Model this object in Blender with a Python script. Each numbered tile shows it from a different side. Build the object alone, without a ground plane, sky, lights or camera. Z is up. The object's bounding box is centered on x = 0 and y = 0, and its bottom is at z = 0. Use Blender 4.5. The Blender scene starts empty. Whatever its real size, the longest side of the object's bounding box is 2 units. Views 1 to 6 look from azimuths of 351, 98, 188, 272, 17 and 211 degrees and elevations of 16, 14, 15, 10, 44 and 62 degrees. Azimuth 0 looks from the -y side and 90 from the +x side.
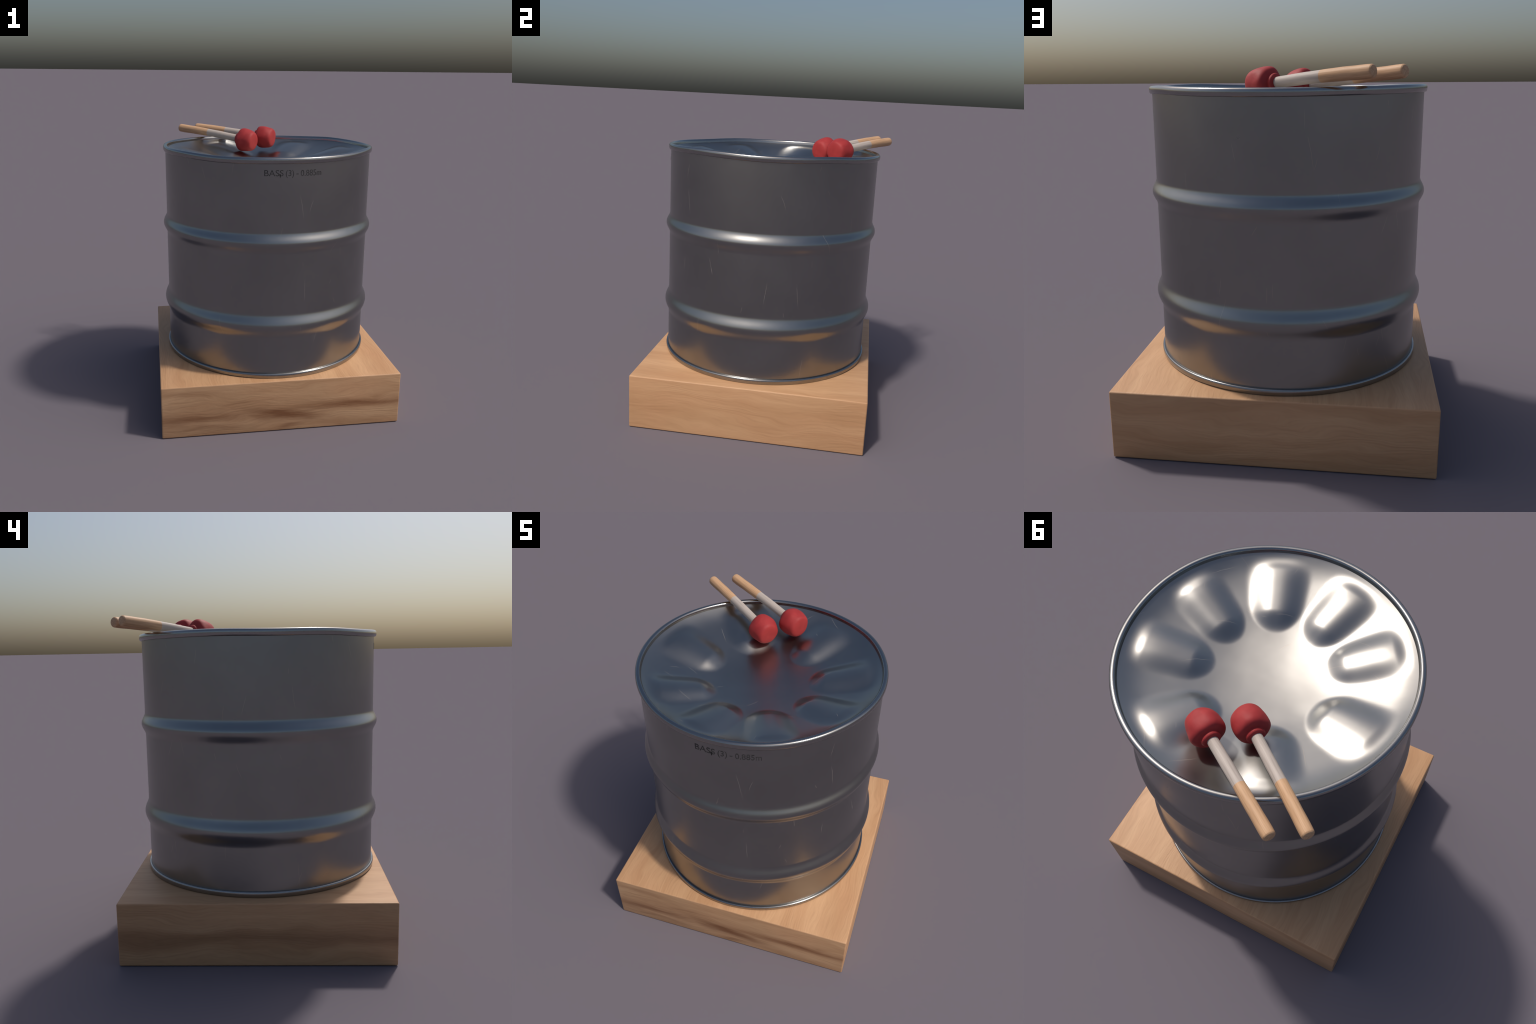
"""Steel bass pan (drum) with two rubber mallets, standing on a wooden block."""
import math
import bpy
import bmesh
import numpy as np
from mathutils import Matrix, Vector, noise

# ----------------------------------------------------------------- dimensions
CY = -0.0245                    # the drum's axis stands at x = 0, y = CY
WALL_R = 0.7490
PLINTH = dict(x0=-0.8425, x1=0.8425, y0=-0.8225, y1=0.787, z1=0.380)
PAN_EDGE_R = 0.7290
PAN_EDGE_DZ = 0.0110      # pan edge above the crease under the rim
OVAL = (1.0014, 0.9986)    # the barrel is slightly out of round
SEG = 288

# height of the crease under the rolled rim, by azimuth in degrees (hammered edge)
RIM_KNOTS = [(0, 1.8722), (20, 1.8728), (38, 1.8762), (52, 1.8708), (66, 1.8672), (95, 1.8660),
             (130, 1.8722), (163, 1.8775), (188, 1.8745), (212, 1.8768), (236, 1.8690),
             (265, 1.8708), (290, 1.8722), (308, 1.8770), (325, 1.8828), (340, 1.8795)]

# notes of the pan: azimuth, half width
NOTES = [(14, 0.160), (-25, 0.152), (-67, 0.163), (-106.5, 0.154), (-145, 0.156), (167, 0.178), (117, 0.182), (60, 0.168)]

# height of a note's crest line above the ground, by radius
CREST = [(0.27, 1.785), (0.34, 1.8020), (0.40, 1.8165), (0.50, 1.8400), (0.58, 1.8575), (0.62, 1.8640), (0.655, 1.8675), (0.685, 1.8695), (0.715, 1.8760)]


def spline_closed(knots, deg):
    """Periodic Catmull-Rom through (angle, value) knots."""
    deg = deg % 360.0
    n = len(knots)
    for i in range(n):
        a1, v1 = knots[i]
        a2, v2 = knots[(i + 1) % n]
        if i == n - 1:
            a2 += 360.0
        d = deg if deg >= a1 or i < n - 1 else deg + 360.0
        if a1 <= d < a2:
            a0, v0 = knots[i - 1]
            if i == 0:
                a0 -= 360.0
            a3, v3 = knots[(i + 2) % n]
            if a3 < a2:
                a3 += 360.0
            t = (d - a1) / (a2 - a1)
            m1 = (v2 - v0) / (a2 - a0) * (a2 - a1)
            m2 = (v3 - v1) / (a3 - a1) * (a2 - a1)
            return ((2 * t**3 - 3 * t**2 + 1) * v1 + (t**3 - 2 * t**2 + t) * m1
                    + (-2 * t**3 + 3 * t**2) * v2 + (t**3 - t**2) * m2)
    return knots[0][1]


RIM_Z = np.array([spline_closed(RIM_KNOTS, 360.0 * i / SEG) for i in range(SEG)])
THETA = np.arange(SEG) * 2 * math.pi / SEG
RIM_MEAN = float(RIM_Z.mean())


# ------------------------------------------------------------ mesh utilities
def vertex_normals(verts, faces):
    v = np.asarray(verts, float)
    nrm = np.zeros_like(v)
    for size in (3, 4):
        f = np.array([q for q in faces if len(q) == size], int)
        if len(f) == 0:
            continue
        if size == 3:
            n = np.cross(v[f[:, 1]] - v[f[:, 0]], v[f[:, 2]] - v[f[:, 0]])
        else:
            n = np.cross(v[f[:, 2]] - v[f[:, 0]], v[f[:, 3]] - v[f[:, 1]])
        for k in range(size):
            np.add.at(nrm, f[:, k], n)
    return nrm / np.maximum(np.linalg.norm(nrm, axis=1, keepdims=True), 1e-12)


def mesh_object(name, verts, faces, material, parent, normals=None, smooth=True):
    me = bpy.data.meshes.new(name)
    me.from_pydata([tuple(p) for p in verts], [], [tuple(int(i) for i in f) for f in faces])
    me.materials.append(material)
    me.polygons.foreach_set("use_smooth", [smooth] * len(me.polygons))
    me.update()
    if normals is not None:
        me.normals_split_custom_set_from_vertices([tuple(n) for n in normals])
    ob = bpy.data.objects.new(name, me)
    bpy.context.scene.collection.objects.link(ob)
    ob.parent = parent
    return ob


def split_regions(verts, faces, region_of_face, kinds, material, parent):
    """One smooth surface, cut by region into objects that share border vertices and normals."""
    verts = np.asarray(verts, float)
    normals = vertex_normals(verts, faces)
    region_of_face = np.asarray(region_of_face)
    out = []
    for r, name in kinds:
        sub = [faces[i] for i in np.nonzero(region_of_face == r)[0]]
        used = sorted({i for f in sub for i in f})
        remap = {old: new for new, old in enumerate(used)}
        out.append(mesh_object(name, verts[used], [[remap[i] for i in f] for f in sub],
                               material, parent, normals[used]))
    return out


def ring_faces(rows, seg=SEG):
    faces = []
    for j in range(rows - 1):
        for i in range(seg):
            k = (i + 1) % seg
            faces.append((j * seg + i, j * seg + k, (j + 1) * seg + k, (j + 1) * seg + i))
    return faces


def empty(name, location):
    ob = bpy.data.objects.new(name, None)
    ob.empty_display_size = 0.1
    ob.location = location
    bpy.context.scene.collection.objects.link(ob)
    return ob


# -------------------------------------------------------------- node helpers
class Nodes:
    def __init__(self, name):
        self.mat = bpy.data.materials.new(name)
        self.mat.use_nodes = True
        self.tree = self.mat.node_tree
        self.tree.nodes.clear()
        self.out = self.add("ShaderNodeOutputMaterial")
        self.bsdf = self.add("ShaderNodeBsdfPrincipled")
        self.link(self.bsdf.outputs[0], self.out.inputs[0])
        self.coord = self.add("ShaderNodeTexCoord").outputs["Object"]

    def add(self, kind, **props):
        n = self.tree.nodes.new(kind)
        for k, v in props.items():
            setattr(n, k, v)
        return n

    def link(self, a, b):
        self.tree.links.new(a, b)

    def put(self, socket, value):
        if isinstance(value, bpy.types.NodeSocket):
            self.link(value, socket)
        else:
            socket.default_value = value

    def math(self, op, a, b=0.0, c=None, clamp=False):
        n = self.add("ShaderNodeMath", operation=op, use_clamp=clamp)
        self.put(n.inputs[0], a)
        self.put(n.inputs[1], b)
        if c is not None:
            self.put(n.inputs[2], c)
        return n.outputs[0]

    def mapped(self, vec, scale=(1, 1, 1), loc=(0, 0, 0), rot=(0, 0, 0)):
        n = self.add("ShaderNodeMapping")
        self.link(vec, n.inputs["Vector"])
        n.inputs["Scale"].default_value = scale
        n.inputs["Location"].default_value = loc
        n.inputs["Rotation"].default_value = rot
        return n.outputs[0]

    def noise(self, vec, scale=5.0, detail=3.0, rough=0.5, distortion=0.0):
        n = self.add("ShaderNodeTexNoise")
        self.link(vec, n.inputs["Vector"])
        n.inputs["Scale"].default_value = scale
        n.inputs["Detail"].default_value = detail
        n.inputs["Roughness"].default_value = rough
        n.inputs["Distortion"].default_value = distortion
        return n.outputs["Fac"]

    def ramp(self, fac, stops, interpolation="LINEAR"):
        n = self.add("ShaderNodeValToRGB")
        n.color_ramp.interpolation = interpolation
        els = n.color_ramp.elements
        while len(els) < len(stops):
            els.new(0.5)
        for e, (p, c) in zip(els, stops):
            e.position = p
            e.color = (*c, 1.0) if isinstance(c, (tuple, list)) else (c, c, c, 1.0)
        self.link(fac, n.inputs[0])
        return n.outputs[0]

    def mix(self, fac, a, b, blend="MIX"):
        n = self.add("ShaderNodeMix", data_type="RGBA", blend_type=blend)
        self.put(n.inputs[0], fac)
        for s, v in ((n.inputs[6], a), (n.inputs[7], b)):
            self.put(s, (*v, 1.0) if isinstance(v, (tuple, list)) else v)
        return n.outputs[2]

    def xyz(self, vec):
        n = self.add("ShaderNodeSeparateXYZ")
        self.link(vec, n.inputs[0])
        return n.outputs

    def vec(self, x, y, z):
        n = self.add("ShaderNodeCombineXYZ")
        for s, v in zip(n.inputs, (x, y, z)):
            self.put(s, v)
        return n.outputs[0]

    def bump(self, height, strength, distance):
        n = self.add("ShaderNodeBump")
        n.inputs["Strength"].default_value = strength
        n.inputs["Distance"].default_value = distance
        self.link(height, n.inputs["Height"])
        self.link(n.outputs[0], self.bsdf.inputs["Normal"])

    def set(self, **kw):
        for k, v in kw.items():
            s = self.bsdf.inputs[k.replace("_", " ")]
            self.put(s, (*v, 1.0) if isinstance(v, (tuple, list)) else v)


def scratches(n, uv, cell, length, width, share, bend=0.02, turn=6.283):
    """Sparse hair-line scratches: in some Voronoi cells, one short line at a random angle."""
    wob = n.noise(uv, 14.0 / cell * 0.1, 2.0)
    vor = n.add("ShaderNodeTexVoronoi", voronoi_dimensions="2D", feature="F1")
    n.link(uv, vor.inputs["Vector"])
    vor.inputs["Scale"].default_value = 1.0 / cell
    vor.inputs["Randomness"].default_value = 0.9
    sub = n.add("ShaderNodeVectorMath", operation="SUBTRACT")
    n.link(uv, sub.inputs[0])
    n.link(vor.outputs["Position"], sub.inputs[1])
    rnd = n.xyz(vor.outputs["Color"])
    rot = n.add("ShaderNodeVectorRotate", rotation_type="Z_AXIS")
    n.link(sub.outputs[0], rot.inputs["Vector"])
    n.link(n.math("ADD", 1.571, n.math("MULTIPLY", n.math("SUBTRACT", rnd[0], 0.5), turn)), rot.inputs["Angle"])
    p = n.xyz(rot.outputs[0])
    across = n.math("ABSOLUTE", n.math("ADD", p[1], n.math("MULTIPLY", n.math("SUBTRACT", wob, 0.5), bend)))
    along = n.math("ABSOLUTE", p[0])
    half = n.math("MULTIPLY", n.math("ADD", rnd[1], 0.25), length)
    line = n.math("SUBTRACT", 1.0, n.math("DIVIDE", across, width), clamp=True)
    ends = n.math("MULTIPLY", n.math("SUBTRACT", 1.0, n.math("DIVIDE", along, half), clamp=True), 2.0, clamp=True)
    keep = n.math("LESS_THAN", rnd[2], share)
    return n.math("MULTIPLY", n.math("MULTIPLY", line, ends), keep)


def steel(name, flat=False, base=(0.300, 0.301, 0.296), rough=0.28, scratched=1.0):
    n = Nodes(name)
    p = n.xyz(n.coord)
    if flat:
        uv = n.vec(p[0], p[1], 0.0)
    else:
        uv = n.vec(n.math("MULTIPLY", n.math("ARCTAN2", p[1], p[0]), WALL_R), p[2], 0.0)
    turn = 6.283 if flat else 0.9
    s = n.math("MAXIMUM", scratches(n, uv, 0.16, 0.050, 0.0013, 0.20, turn=turn),
               scratches(n, n.mapped(uv, loc=(3.3, 1.7, 0)), 0.27, 0.080, 0.0014, 0.22, turn=turn))
    s = n.math("MULTIPLY", s, scratched)
    cloud = n.noise(n.coord, 3.0, 3.0)
    fine = n.noise(n.coord, 60.0, 2.0)
    tint = n.ramp(cloud, [(0.3, tuple(c * 0.95 for c in base)), (0.7, tuple(c * 1.05 for c in base))])
    rusty = n.mix(n.noise(n.coord, 9.0, 1.0), (0.62, 0.58, 0.54), (0.52, 0.36, 0.22))
    n.set(Base_Color=n.mix(n.math("MULTIPLY", s, 0.5), tint, rusty),
          Metallic=n.math("SUBTRACT", 1.0, n.math("MULTIPLY", s, 0.45)),
          Roughness=n.math("ADD", n.math("ADD", rough - 0.03, n.math("MULTIPLY", n.noise(n.coord, 4.5, 4.0, 0.6), 0.07)),
                           n.math("MULTIPLY", fine, 0.015)))
    n.bump(n.noise(n.coord, 7.0, 1.0), 0.03, 0.02)
    return n.mat


def wood(name, grain, cross_axis, streaks=False, pale=(0.62, 0.365, 0.195), mid=(0.50, 0.272, 0.135), deep=(0.27, 0.128, 0.055),
         lines=1.0, offset=0.0, dark_band=None):
    """Planed oak-like wood; grain and cross_axis are the object axes along and across the fibres."""
    n = Nodes(name)
    p = n.xyz(n.coord)
    along = n.math("ADD", p[grain], offset)
    cross = p[cross_axis]
    warp = n.noise(n.vec(n.math("MULTIPLY", along, 1.7), n.math("MULTIPLY", cross, 4.5), offset), 1.0, 2.0)
    wavy = n.noise(n.vec(n.math("MULTIPLY", along, 7.0), n.math("MULTIPLY", cross, 16.0), 3.0), 1.0, 2.0)
    c2 = n.math("ADD", cross, n.math("ADD", n.math("MULTIPLY", n.math("SUBTRACT", warp, 0.5), 0.20),
                                     n.math("MULTIPLY", n.math("SUBTRACT", wavy, 0.5), 0.009)))
    # broad tonal bands that follow the fibres
    bands = n.noise(n.vec(n.math("MULTIPLY", along, 0.9), n.math("MULTIPLY", c2, 11.0), 0.3), 1.0, 4.0, 0.6)
    # growth-ring lines
    rings = n.math("SINE", n.math("MULTIPLY", n.math("ADD", c2, n.math("MULTIPLY", bands, 0.06)), 300.0))
    rings = n.ramp(n.math("MULTIPLY", n.math("ADD", rings, 1.0), 0.5), [(0.45, 0.0), (1.0, 1.0)])
    ringmask = n.noise(n.vec(n.math("MULTIPLY", along, 1.9), n.math("MULTIPLY", c2, 8.0), 5.0), 1.0, 2.0)
    ringmask = n.ramp(ringmask, [(0.42, 0.0), (0.60, 1.0)])
    # fibres and pores
    fibre = n.noise(n.vec(n.math("MULTIPLY", along, 8.0), n.math("MULTIPLY", c2, 130.0), 1.0), 1.0, 3.0, 0.65)
    blotch = n.noise(n.vec(n.math("MULTIPLY", along, 3.0), n.math("MULTIPLY", cross, 5.0), 7.0), 1.0, 3.0)
    col = n.mix(n.ramp(bands, [(0.34, 0.0), (0.66, 1.0)]), mid, pale)
    col = n.mix(n.ramp(blotch, [(0.40, 0.0), (0.75, 0.35)]), col, (0.60, 0.315, 0.165))
    col = n.mix(n.math("MULTIPLY", n.math("MULTIPLY", rings, ringmask), 0.15 * lines), col, deep)
    col = n.mix(n.ramp(fibre, [(0.48, 0.0), (0.80, 0.28 * lines)]), col, deep)
    if dark_band:
        z0, sz, k = dark_band
        q = n.math("POWER", n.math("DIVIDE", n.math("SUBTRACT", c2, z0), sz), 2.0)
        band_mask = n.math("MULTIPLY", n.math("EXPONENT", n.math("MULTIPLY", q, -1.0)), k)
        col = n.mix(n.math("MULTIPLY", band_mask, n.math("ADD", 0.55, n.math("MULTIPLY", fibre, 0.8)), clamp=True), col,
                    (0.30, 0.145, 0.068))
    if streaks:
        wob = n.noise(n.vec(n.math("MULTIPLY", along, 3.0), n.math("MULTIPLY", cross, 12.0), 2.0), 1.0, 4.0)
        zz = n.math("ADD", cross, n.math("MULTIPLY", n.math("SUBTRACT", wob, 0.5), 0.10))
        total = None
        for x0, z0, sx, sz, tilt, k in ((-0.60, 0.130, 0.36, 0.036, 0.03, 0.80), (0.00, 0.128, 0.28, 0.044, -0.12, 1.1),
                                        (0.56, 0.170, 0.42, 0.036, 0.0, 0.95), (-0.66, 0.325, 0.26, 0.034, 0.0, 0.42),
                                        (-0.55, 0.055, 0.28, 0.020, 0.0, 0.50), (0.05, 0.030, 0.12, 0.016, 0.2, 0.60),
                                        (-0.25, 0.235, 0.20, 0.015, 0.1, 0.30)):
            dx = n.math("SUBTRACT", along, x0)
            dz = n.math("SUBTRACT", n.math("SUBTRACT", zz, z0), n.math("MULTIPLY", dx, tilt))
            q = n.math("ADD", n.math("POWER", n.math("DIVIDE", dx, sx), 2.0),
                       n.math("POWER", n.math("DIVIDE", dz, sz), 2.0))
            g = n.math("MULTIPLY", n.math("EXPONENT", n.math("MULTIPLY", q, -1.0)), k)
            total = g if total is None else n.math("MAXIMUM", total, g)
        col = n.mix(n.math("MULTIPLY", total, n.math("ADD", 0.50, n.math("MULTIPLY", fibre, 0.9)), clamp=True), col,
                    (0.235, 0.100, 0.042))
    n.set(Base_Color=col, Roughness=0.52, Specular_IOR_Level=0.4)
    pits = n.noise(n.vec(n.math("MULTIPLY", along, 16.0), n.math("MULTIPLY", c2, 60.0), 0.0), 1.0, 3.0)
    n.bump(n.math("ADD", pits, n.math("MULTIPLY", n.math("MULTIPLY", rings, ringmask), -0.3)), 0.22, 0.004)
    return n.mat


def stick_wood(name, pale, deep):
    n = Nodes(name)
    v = n.mapped(n.coord, scale=(6.0, 130.0, 130.0))
    f = n.noise(v, 1.0, 3.0, 0.6)
    b = n.noise(n.mapped(n.coord, scale=(3.0, 30.0, 30.0)), 1.0, 2.0)
    col = n.mix(n.ramp(f, [(0.40, 0.0), (0.75, 0.75)]), pale, deep)
    col = n.mix(n.ramp(b, [(0.35, 0.0), (0.75, 0.35)]), col, deep)
    n.set(Base_Color=col, Roughness=0.55, Specular_IOR_Level=0.35)
    n.bump(f, 0.2, 0.002)
    return n.mat


def rubber(name):
    n = Nodes(name)
    c = n.noise(n.coord, 22.0, 3.0)
    n.set(Base_Color=n.ramp(c, [(0.3, (0.335, 0.027, 0.028)), (0.7, (0.395, 0.036, 0.036))]),
          Roughness=0.62, Specular_IOR_Level=0.35)
    n.bump(n.noise(n.coord, 45.0, 3.0), 0.12, 0.006)
    return n.mat


def ink(name):
    n = Nodes(name)
    n.set(Base_Color=n.ramp(n.noise(n.coord, 40.0, 2.0), [(0.3, (0.034, 0.033, 0.034)), (0.7, (0.050, 0.049, 0.050))]),
          Roughness=0.5, Specular_IOR_Level=0.3)
    return n.mat


MAT_SHELL = steel("galvanised_shell_steel")
MAT_RIM = steel("polished_rim_steel", base=(0.33, 0.327, 0.322), rough=0.19, scratched=0.15)
MAT_PAN = steel("hammered_pan_steel", flat=True, base=(0.350, 0.340, 0.325), rough=0.29)
MAT_INK = ink("printed_ink")
MAT_RED = rubber("red_rubber")
MAT_HANDLE = stick_wood("bare_handle_wood", (0.68, 0.42, 0.24), (0.42, 0.225, 0.11))
MAT_SHAFT = stick_wood("bleached_shaft_wood", (0.56, 0.48, 0.42), (0.38, 0.31, 0.26))


# --------------------------------------------------------------------- plinth
def build_plinth():
    P = PLINTH
    cx, cy = (P["x0"] + P["x1"]) / 2, (P["y0"] + P["y1"]) / 2
    bm = bmesh.new()
    bmesh.ops.create_cube(bm, size=1.0)
    for v in bm.verts:
        v.co = Vector((v.co.x * (P["x1"] - P["x0"]), v.co.y * (P["y1"] - P["y0"]), (v.co.z + 0.5) * P["z1"]))
    bmesh.ops.bevel(bm, geom=list(bm.edges), offset=0.009, segments=4, profile=0.5, affect="EDGES")
    me = bpy.data.meshes.new("wooden_plinth")
    for f in bm.faces:
        nx, ny, nz = f.normal
        f.smooth = True
        if abs(nz) >= 0.7:
            f.material_index = 0
        elif abs(nx) >= abs(ny):
            f.material_index = 2 if nx > 0 else 3
        else:
            f.material_index = 1 if ny < 0 else 4
    bm.to_mesh(me)
    bm.free()
    me.materials.append(wood("plinth_wood_top", 1, 0, lines=0.75))
    me.materials.append(wood("plinth_wood_front", 0, 2, streaks=True, pale=(0.62, 0.385, 0.215), mid=(0.44, 0.242, 0.122)))
    me.materials.append(wood("plinth_wood_right", 1, 2, lines=0.55, offset=3.7))
    me.materials.append(wood("plinth_wood_left", 1, 2, lines=0.9, offset=5.1, dark_band=(0.165, 0.055, 0.75)))
    me.materials.append(wood("plinth_wood_back", 0, 2, lines=0.6, offset=7.3))
    me.set_sharp_from_angle(angle=math.radians(40))
    ob = bpy.data.objects.new("wooden_plinth", me)
    ob.location = (cx, cy, 0)
    bpy.context.scene.collection.objects.link(ob)
    ob["label"] = "low square block of planed light oak wood"
    ob["category"] = "wooden base"


# ----------------------------------------------------------------------- drum
def band(z, zc, half, h):
    d = abs(z - zc) / half
    return h * math.cos(d * math.pi / 2) ** 2 if d < 1 else 0.0


def lathe_rows(profile, z_shift):
    """Rows of ring vertices; z_shift(row) tells how much each row follows the uneven rim."""
    verts = []
    for k, (r, z) in enumerate(profile):
        follow = z_shift(k)
        for i in range(SEG):
            verts.append((OVAL[0] * r * math.cos(THETA[i]), OVAL[1] * r * math.sin(THETA[i]), z + follow * (RIM_Z[i] - RIM_MEAN)))
    return verts


def build_drum():
    base_z = PLINTH["z1"]
    drum = empty("steel_drum", (0.0, CY, base_z))
    drum["label"] = "grey steel barrel drum with dented concave playing top"
    drum["category"] = "steel drum"
    Z = lambda z: z - base_z

    # --- shell wall with two rolled hoops
    zs = list(np.linspace(0.415, 0.655, 10)) + list(np.linspace(0.66, 0.86, 41)) + list(np.linspace(0.88, 1.25, 12)) \
        + list(np.linspace(1.262, 1.42, 33)) + list(np.linspace(1.44, RIM_MEAN, 22))
    prof = []
    for z in zs:
        r = WALL_R + band(z, 1.341, 0.074, 0.0250) + band(z, 0.762, 0.090, 0.0265)
        prof.append((r, Z(z)))
    follow = lambda k: max(0.0, min(1.0, (zs[k] - 1.45) / (RIM_MEAN - 1.45))) ** 2
    verts = lathe_rows(prof, follow)
    faces = ring_faces(len(prof))
    region = []
    for j in range(len(prof) - 1):
        zm = (zs[j] + zs[j + 1]) / 2
        reg = 1 if abs(zm - 1.341) < 0.074 else 2 if abs(zm - 0.762) < 0.090 else 0
        region += [reg] * SEG
    split_regions(verts, faces, region, [(0, "shell"), (1, "rolled_hoop"), (2, "rolled_hoop")], MAT_SHELL, drum)

    # --- bottom chime: rolled bead, then the closed bottom
    ch = [(WALL_R, 0.4150), (0.7530, 0.4165), (0.7580, 0.4165), (0.7615, 0.4130), (0.7630, 0.4070), (0.7628, 0.3990),
          (0.7615, 0.3900), (0.7590, 0.3830), (0.7540, 0.3785), (0.7480, 0.3782), (0.7380, 0.3790),
          (0.7330, 0.3840), (0.7310, 0.3900), (0.6, 0.3905), (0.3, 0.3905), (0.0005, 0.3905)]
    ch = [(r, Z(z)) for r, z in ch][::-1]
    mesh_object("chime", lathe_rows(ch, lambda k: 0.0), ring_faces(len(ch)), MAT_RIM, drum)

    # --- rolled rim: offsets from the crease (radius, height)
    rim = [(WALL_R, 0.0), (0.7515, -0.0035), (0.7555, -0.0045), (0.7600, -0.0020), (0.7630, 0.0035), (0.7643, 0.0100), (0.7645, 0.0170),
           (0.7638, 0.0240), (0.7618, 0.0298), (0.7583, 0.0336), (0.7540, 0.0357), (0.7490, 0.0367), (0.7440, 0.0367), (0.7393, 0.0355),
           (0.7353, 0.0327), (0.7326, 0.0280), (0.7311, 0.0225), (0.7301, 0.0165), (PAN_EDGE_R, PAN_EDGE_DZ)]
    prof = [(r, Z(RIM_MEAN + dz)) for r, dz in rim]
    mesh_object("rim", lathe_rows(prof, lambda k: 1.0), ring_faces(len(prof)), MAT_RIM, drum)

    build_pan(drum, Z)
    build_lettering(drum, Z)
    return drum


BOWL_SLOPE = [(0.0, 0.0), (0.10, 0.045), (0.20, 0.09), (0.26, 0.125), (0.32, 0.19), (0.40, 0.23), (0.50, 0.228), (0.60, 0.27),
              (0.65, 0.37), (0.70, 0.52), (PAN_EDGE_R, 0.56)]


def bowl_height():
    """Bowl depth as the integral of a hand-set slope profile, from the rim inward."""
    rs = np.linspace(0, PAN_EDGE_R, 400)
    sl = np.interp(rs, [a for a, b in BOWL_SLOPE], [b for a, b in BOWL_SLOPE])
    for _ in range(250):
        sl[1:-1] = 0.25 * sl[:-2] + 0.5 * sl[1:-1] + 0.25 * sl[2:]
    h = np.concatenate([[0], np.cumsum((sl[1:] + sl[:-1]) / 2 * np.diff(rs))])
    return rs, h - h[-1]


def note_height(x, y, r, bowl):
    """Height of the raised notes above the bowl, and the index of the note a point lies on."""
    total = np.zeros_like(x)
    best = np.zeros_like(x)
    which = np.full(x.shape, -1)
    fine = np.linspace(CREST[0][0], CREST[-1][0], 300)
    line = np.interp(fine, [a for a, b in CREST], [b for a, b in CREST])
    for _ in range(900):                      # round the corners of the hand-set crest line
        line[1:-1] = 0.25 * line[:-2] + 0.5 * line[1:-1] + 0.25 * line[2:]
    crest = np.interp(r, fine, line)
    for k, (az, hw) in enumerate(NOTES):
        a = math.radians(az)
        u = x * math.cos(a) + y * math.sin(a)
        v = -x * math.sin(a) + y * math.cos(a)
        inner = np.clip((0.46 - u) / 0.180, 0, 1)
        outer = np.clip((u - 0.56) / 0.260, 0, 1)
        width = hw * (1 + 0.9 * np.clip(u - 0.5, -0.2, 0.16)) * np.sqrt(np.maximum(1 - inner ** 2.4, 1e-6)) \
            * np.maximum(1 - outer ** 2.2, 1e-3) ** 0.5
        d = np.clip(np.abs(v) / np.maximum(width, 1e-4), 0, 1)
        t = np.clip((u - 0.280) / 0.115, 0, 1)
        o = np.clip((0.745 - u) / 0.120, 0, 1)
        cap = t * t * (3 - 2 * t) * o * o * (3 - 2 * o)
        val = np.where(u > 0.05, np.maximum(crest - bowl, 0.0015) * cap * np.cos(d ** 1.25 * math.pi / 2) ** 1.9, 0.0)
        which = np.where((val > best) & (val > 0.0015), k, which)
        best = np.maximum(best, val)
        total += val ** 3
    return np.cbrt(total), which


def build_pan(drum, Z):
    rs_tab, h_tab = bowl_height()
    radii = np.concatenate([[0.004], np.linspace(0.02, PAN_EDGE_R, 110)])
    verts = []
    R, T = np.meshgrid(radii, THETA, indexing="ij")
    X, Y = OVAL[0] * R * np.cos(T), OVAL[1] * R * np.sin(T)
    bowl = RIM_MEAN + PAN_EDGE_DZ + np.interp(R, rs_tab, h_tab)
    notes, which = note_height(X, Y, R, bowl)
    edge = RIM_Z + PAN_EDGE_DZ
    lift = (edge - (RIM_MEAN + PAN_EDGE_DZ))[None, :] * np.clip((R - 0.45) / (PAN_EDGE_R - 0.45), 0, 1) ** 2
    H = bowl + notes + lift
    # faint hammering
    for j in range(len(radii)):
        fade = min(1.0, (PAN_EDGE_R - radii[j]) / 0.05)
        for i in range(SEG):
            p = Vector((X[j, i] * 7.0, Y[j, i] * 7.0, 0.5))
            H[j, i] += 0.0007 * fade * noise.noise(p)
            verts.append((X[j, i], Y[j, i], Z(H[j, i])))
    faces, region = [], []
    for j in range(len(radii) - 1):
        for i in range(SEG):
            k = (i + 1) % SEG
            faces.append((j * SEG + i, (j + 1) * SEG + i, (j + 1) * SEG + k, j * SEG + k))
            w = {int(which[j, i]), int(which[j + 1, i]), int(which[j + 1, k]), int(which[j, k])}
            region.append(w.pop() if len(w) == 1 else -1)
    verts.append((0, 0, Z(float(H[0].mean()))))
    for i in range(SEG):
        faces.append((len(verts) - 1, i, (i + 1) % SEG))
        region.append(-1)
    kinds = [(-1, "playing_surface")] + [(k, "note") for k in range(len(NOTES))]
    split_regions(verts, faces, region, kinds, MAT_PAN, drum)


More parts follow.
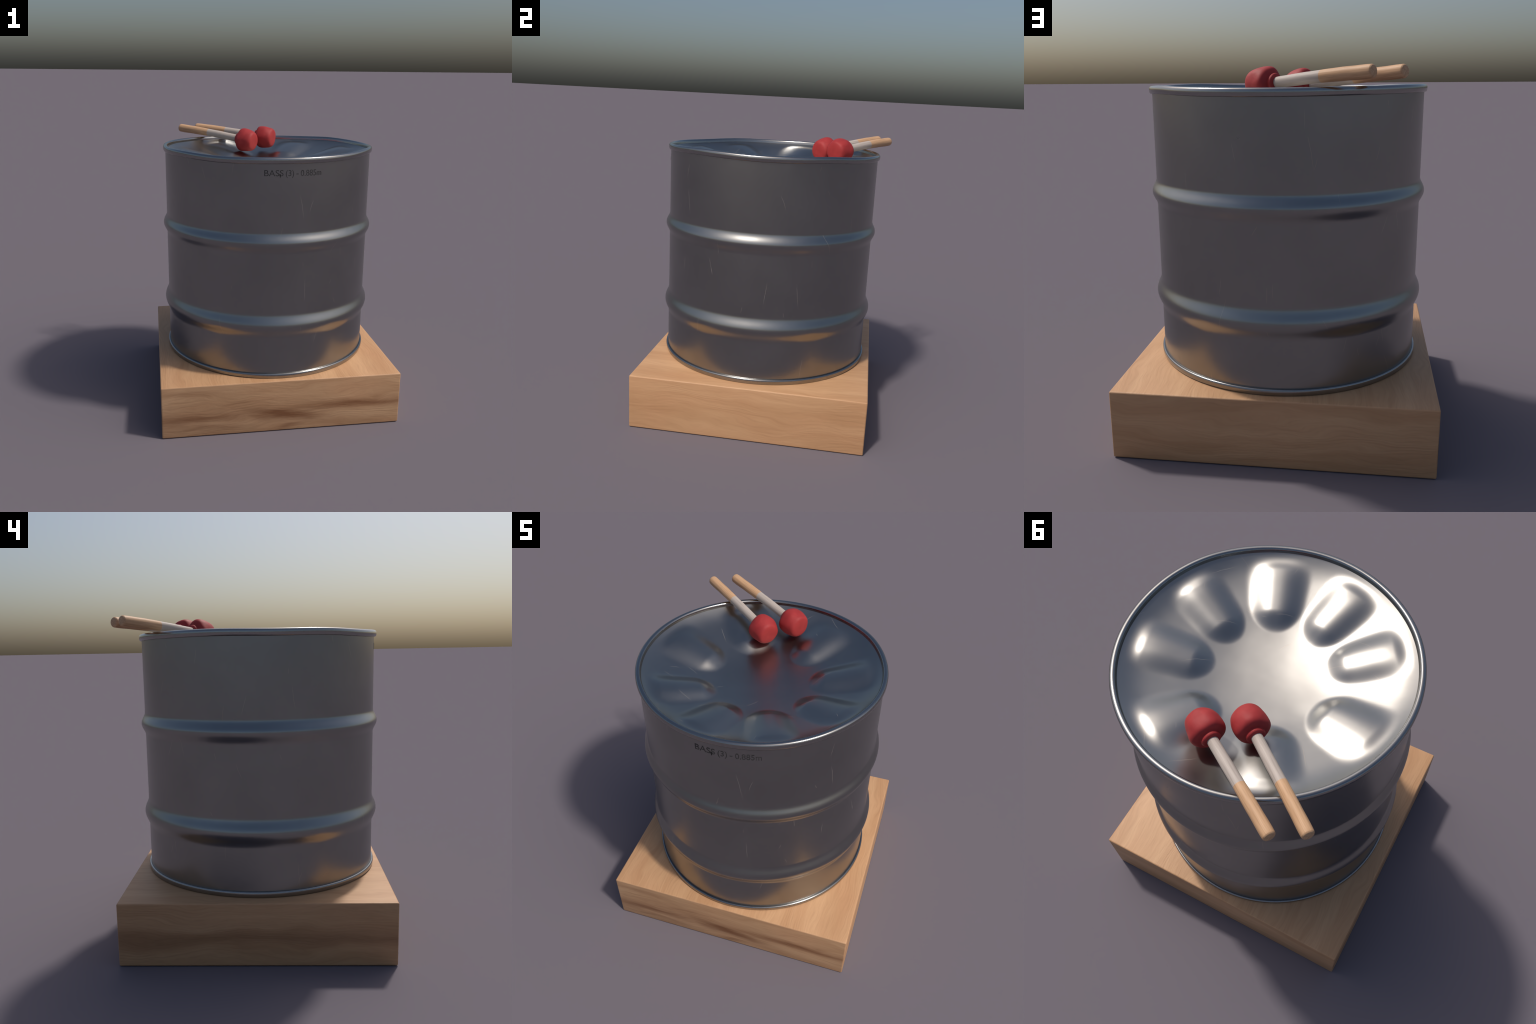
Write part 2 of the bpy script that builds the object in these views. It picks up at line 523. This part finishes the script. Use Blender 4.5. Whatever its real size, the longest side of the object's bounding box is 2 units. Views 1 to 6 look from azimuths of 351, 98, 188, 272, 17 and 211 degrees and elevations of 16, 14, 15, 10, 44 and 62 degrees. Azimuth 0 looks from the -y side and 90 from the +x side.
def build_lettering(drum, Z):
    """Stencilled words on the wall, bent around the cylinder."""
    groups = [("BASS", -0.1460, -0.0235, 0.0), ("(3)", -0.0085, 0.0450, 0.0), ("-", 0.0605, 0.0755, 0.0), ("0.885m", 0.0905, 0.2350, -0.0012)]
    for body, arc0, arc1, dz in groups:
        cu = bpy.data.curves.new("lettering", "FONT")
        cu.body = body
        cu.extrude = 0.0004
        cu.resolution_u = 6
        tmp = bpy.data.objects.new("lettering_text", cu)
        bpy.context.scene.collection.objects.link(tmp)
        bpy.context.view_layer.update()
        me = bpy.data.meshes.new_from_object(tmp)
        bpy.data.objects.remove(tmp)
        bpy.data.curves.remove(cu)
        co = np.array([v.co for v in me.vertices])
        x0, x1 = co[:, 0].min(), co[:, 0].max()
        cap = 0.0385 / 0.69
        for v in me.vertices:
            a = (arc0 + (v.co.x - x0) / (x1 - x0) * (arc1 - arc0)) / WALL_R - math.pi / 2
            r = WALL_R + 0.0009 + v.co.z
            v.co = (r * OVAL[0] * math.cos(a), r * OVAL[1] * math.sin(a), Z(1.7885 + dz) + v.co.y * cap)
        me.name = "lettering"
        me.materials.clear()
        me.materials.append(MAT_INK)
        ob = bpy.data.objects.new("lettering", me)
        bpy.context.scene.collection.objects.link(ob)
        ob.parent = drum
    # the small drip of ink under the second S
    pts = [(-0.0510, 1.7985), (-0.0455, 1.8030), (-0.0395, 1.7965), (-0.0415, 1.786), (-0.0440, 1.7755), (-0.0470, 1.786)]
    verts, faces = [], []
    for lay in (0.0002, 0.0016):
        for s, z in pts:
            a = s / WALL_R - math.pi / 2
            r = WALL_R + lay
            verts.append((r * math.cos(a), r * math.sin(a), Z(z)))
    m = len(pts)
    faces.append(tuple(range(m, 2 * m)))
    for i in range(m):
        faces.append((i, (i + 1) % m, m + (i + 1) % m, m + i))
    mesh_object("ink_drip", verts, faces, MAT_DRIP, drum, smooth=False)


nd = Nodes("black_ink_drip")
nd.set(Base_Color=(0.004, 0.004, 0.004), Roughness=0.6)
MAT_DRIP = nd.mat


# -------------------------------------------------------------------- mallets
def tube(profile, seg, lump=0.0, square=0.0, seed=0.0, freq=14.0):
    verts, faces = [], []
    for s, r in profile:
        for i in range(seg):
            a = 2 * math.pi * i / seg
            q = 1.0 + square * math.cos(4 * a + 0.6)
            p = Vector((s * freq + seed, math.cos(a) * r * freq, math.sin(a) * r * freq))
            q *= 1.0 + lump * noise.noise(p)
            verts.append((s, r * q * math.cos(a), r * q * math.sin(a)))
    for j in range(len(profile) - 1):
        for i in range(seg):
            k = (i + 1) % seg
            faces.append((j * seg + i, (j + 1) * seg + i, (j + 1) * seg + k, j * seg + k))
    return verts, faces


def smooth_profile(pts, steps):
    out = []
    n = len(pts)
    for i in range(n - 1):
        p0, p1, p2, p3 = (Vector(pts[max(i - 1, 0)]), Vector(pts[i]), Vector(pts[i + 1]), Vector(pts[min(i + 2, n - 1)]))
        for k in range(steps):
            t = k / steps
            out.append(tuple(0.5 * ((2 * p1) + (p2 - p0) * t + (2 * p0 - 5 * p1 + 4 * p2 - p3) * t * t
                                    + (3 * p1 - p0 - 3 * p2 + p3) * t**3)))
    out.append(tuple(pts[-1]))
    return out


def build_mallets():
    """Two identical mallets: s runs from the handle end (0) to the tip of the head."""
    handle = [(-0.011, 0.0004), (-0.0105, 0.016), (-0.009, 0.0245), (-0.005, 0.0285), (0.004, 0.0308), (0.05, 0.0314), (0.12, 0.0310),
              (0.20, 0.0300), (0.272, 0.0290)]
    shaft = [(0.272, 0.0290), (0.34, 0.0284), (0.43, 0.0279), (0.50, 0.0276), (0.560, 0.0274)]
    head = [(0.543, 0.0270), (0.5435, 0.036), (0.547, 0.044), (0.554, 0.0478), (0.561, 0.0470), (0.5645, 0.0475), (0.5665, 0.0545),
            (0.569, 0.0640), (0.5735, 0.0730), (0.580, 0.0792), (0.590, 0.0833), (0.604, 0.0852), (0.625, 0.0855), (0.648, 0.0842),
            (0.669, 0.0810), (0.685, 0.0750), (0.696, 0.0655), (0.7015, 0.0520), (0.7040, 0.0350), (0.7050, 0.0150), (0.7052, 0.0005)]
    parts = []
    for name, prof, mat, seg, lump, sq in (("handle", handle, MAT_HANDLE, 40, 0.03, 0.0), ("shaft", shaft, MAT_SHAFT, 40, 0.03, 0.0),
                                           ("head", head, MAT_RED, 64, 0.10, 0.02)):
        v, f = tube(smooth_profile(prof, 4), seg, lump, sq)
        if name != "head":                    # the sticks bow up slightly between end and neck
            v = [(x, y, z + 0.005 * math.sin(math.pi * min(max(x / 0.60, 0.0), 1.0))) for x, y, z in v]
        parts.append((name, v, f, mat))
    specs = [((-0.600, 0.719, 1.9695), (-0.1020, 0.3310, 1.9020), 0.2),
             ((-0.462, 0.7975, 1.9690), (0.0600, 0.4530, 1.9150), 1.9)]
    meshes = {}
    for end, head_c, roll in specs:
        d = (Vector(head_c) - Vector(end)).normalized()
        side = Vector((0, 0, 1)).cross(d).normalized()
        up = d.cross(side)
        m = Matrix((d, side, up)).transposed().to_4x4()
        root = empty("mallet", end)
        root.rotation_euler = m.to_euler()
        root["label"] = "wooden stick mallet with lumpy red rubber head"
        root["category"] = "drum mallet"
        for name, v, f, mat in parts:
            if name not in meshes:
                ob = mesh_object(name, v, f, mat, root)
                meshes[name] = ob
            else:
                ob = meshes[name].copy()
                bpy.context.scene.collection.objects.link(ob)
                ob.parent = root
            if name == "head":
                ob.rotation_euler = (roll, 0.0, 0.0)


build_plinth()
build_drum()
build_mallets()
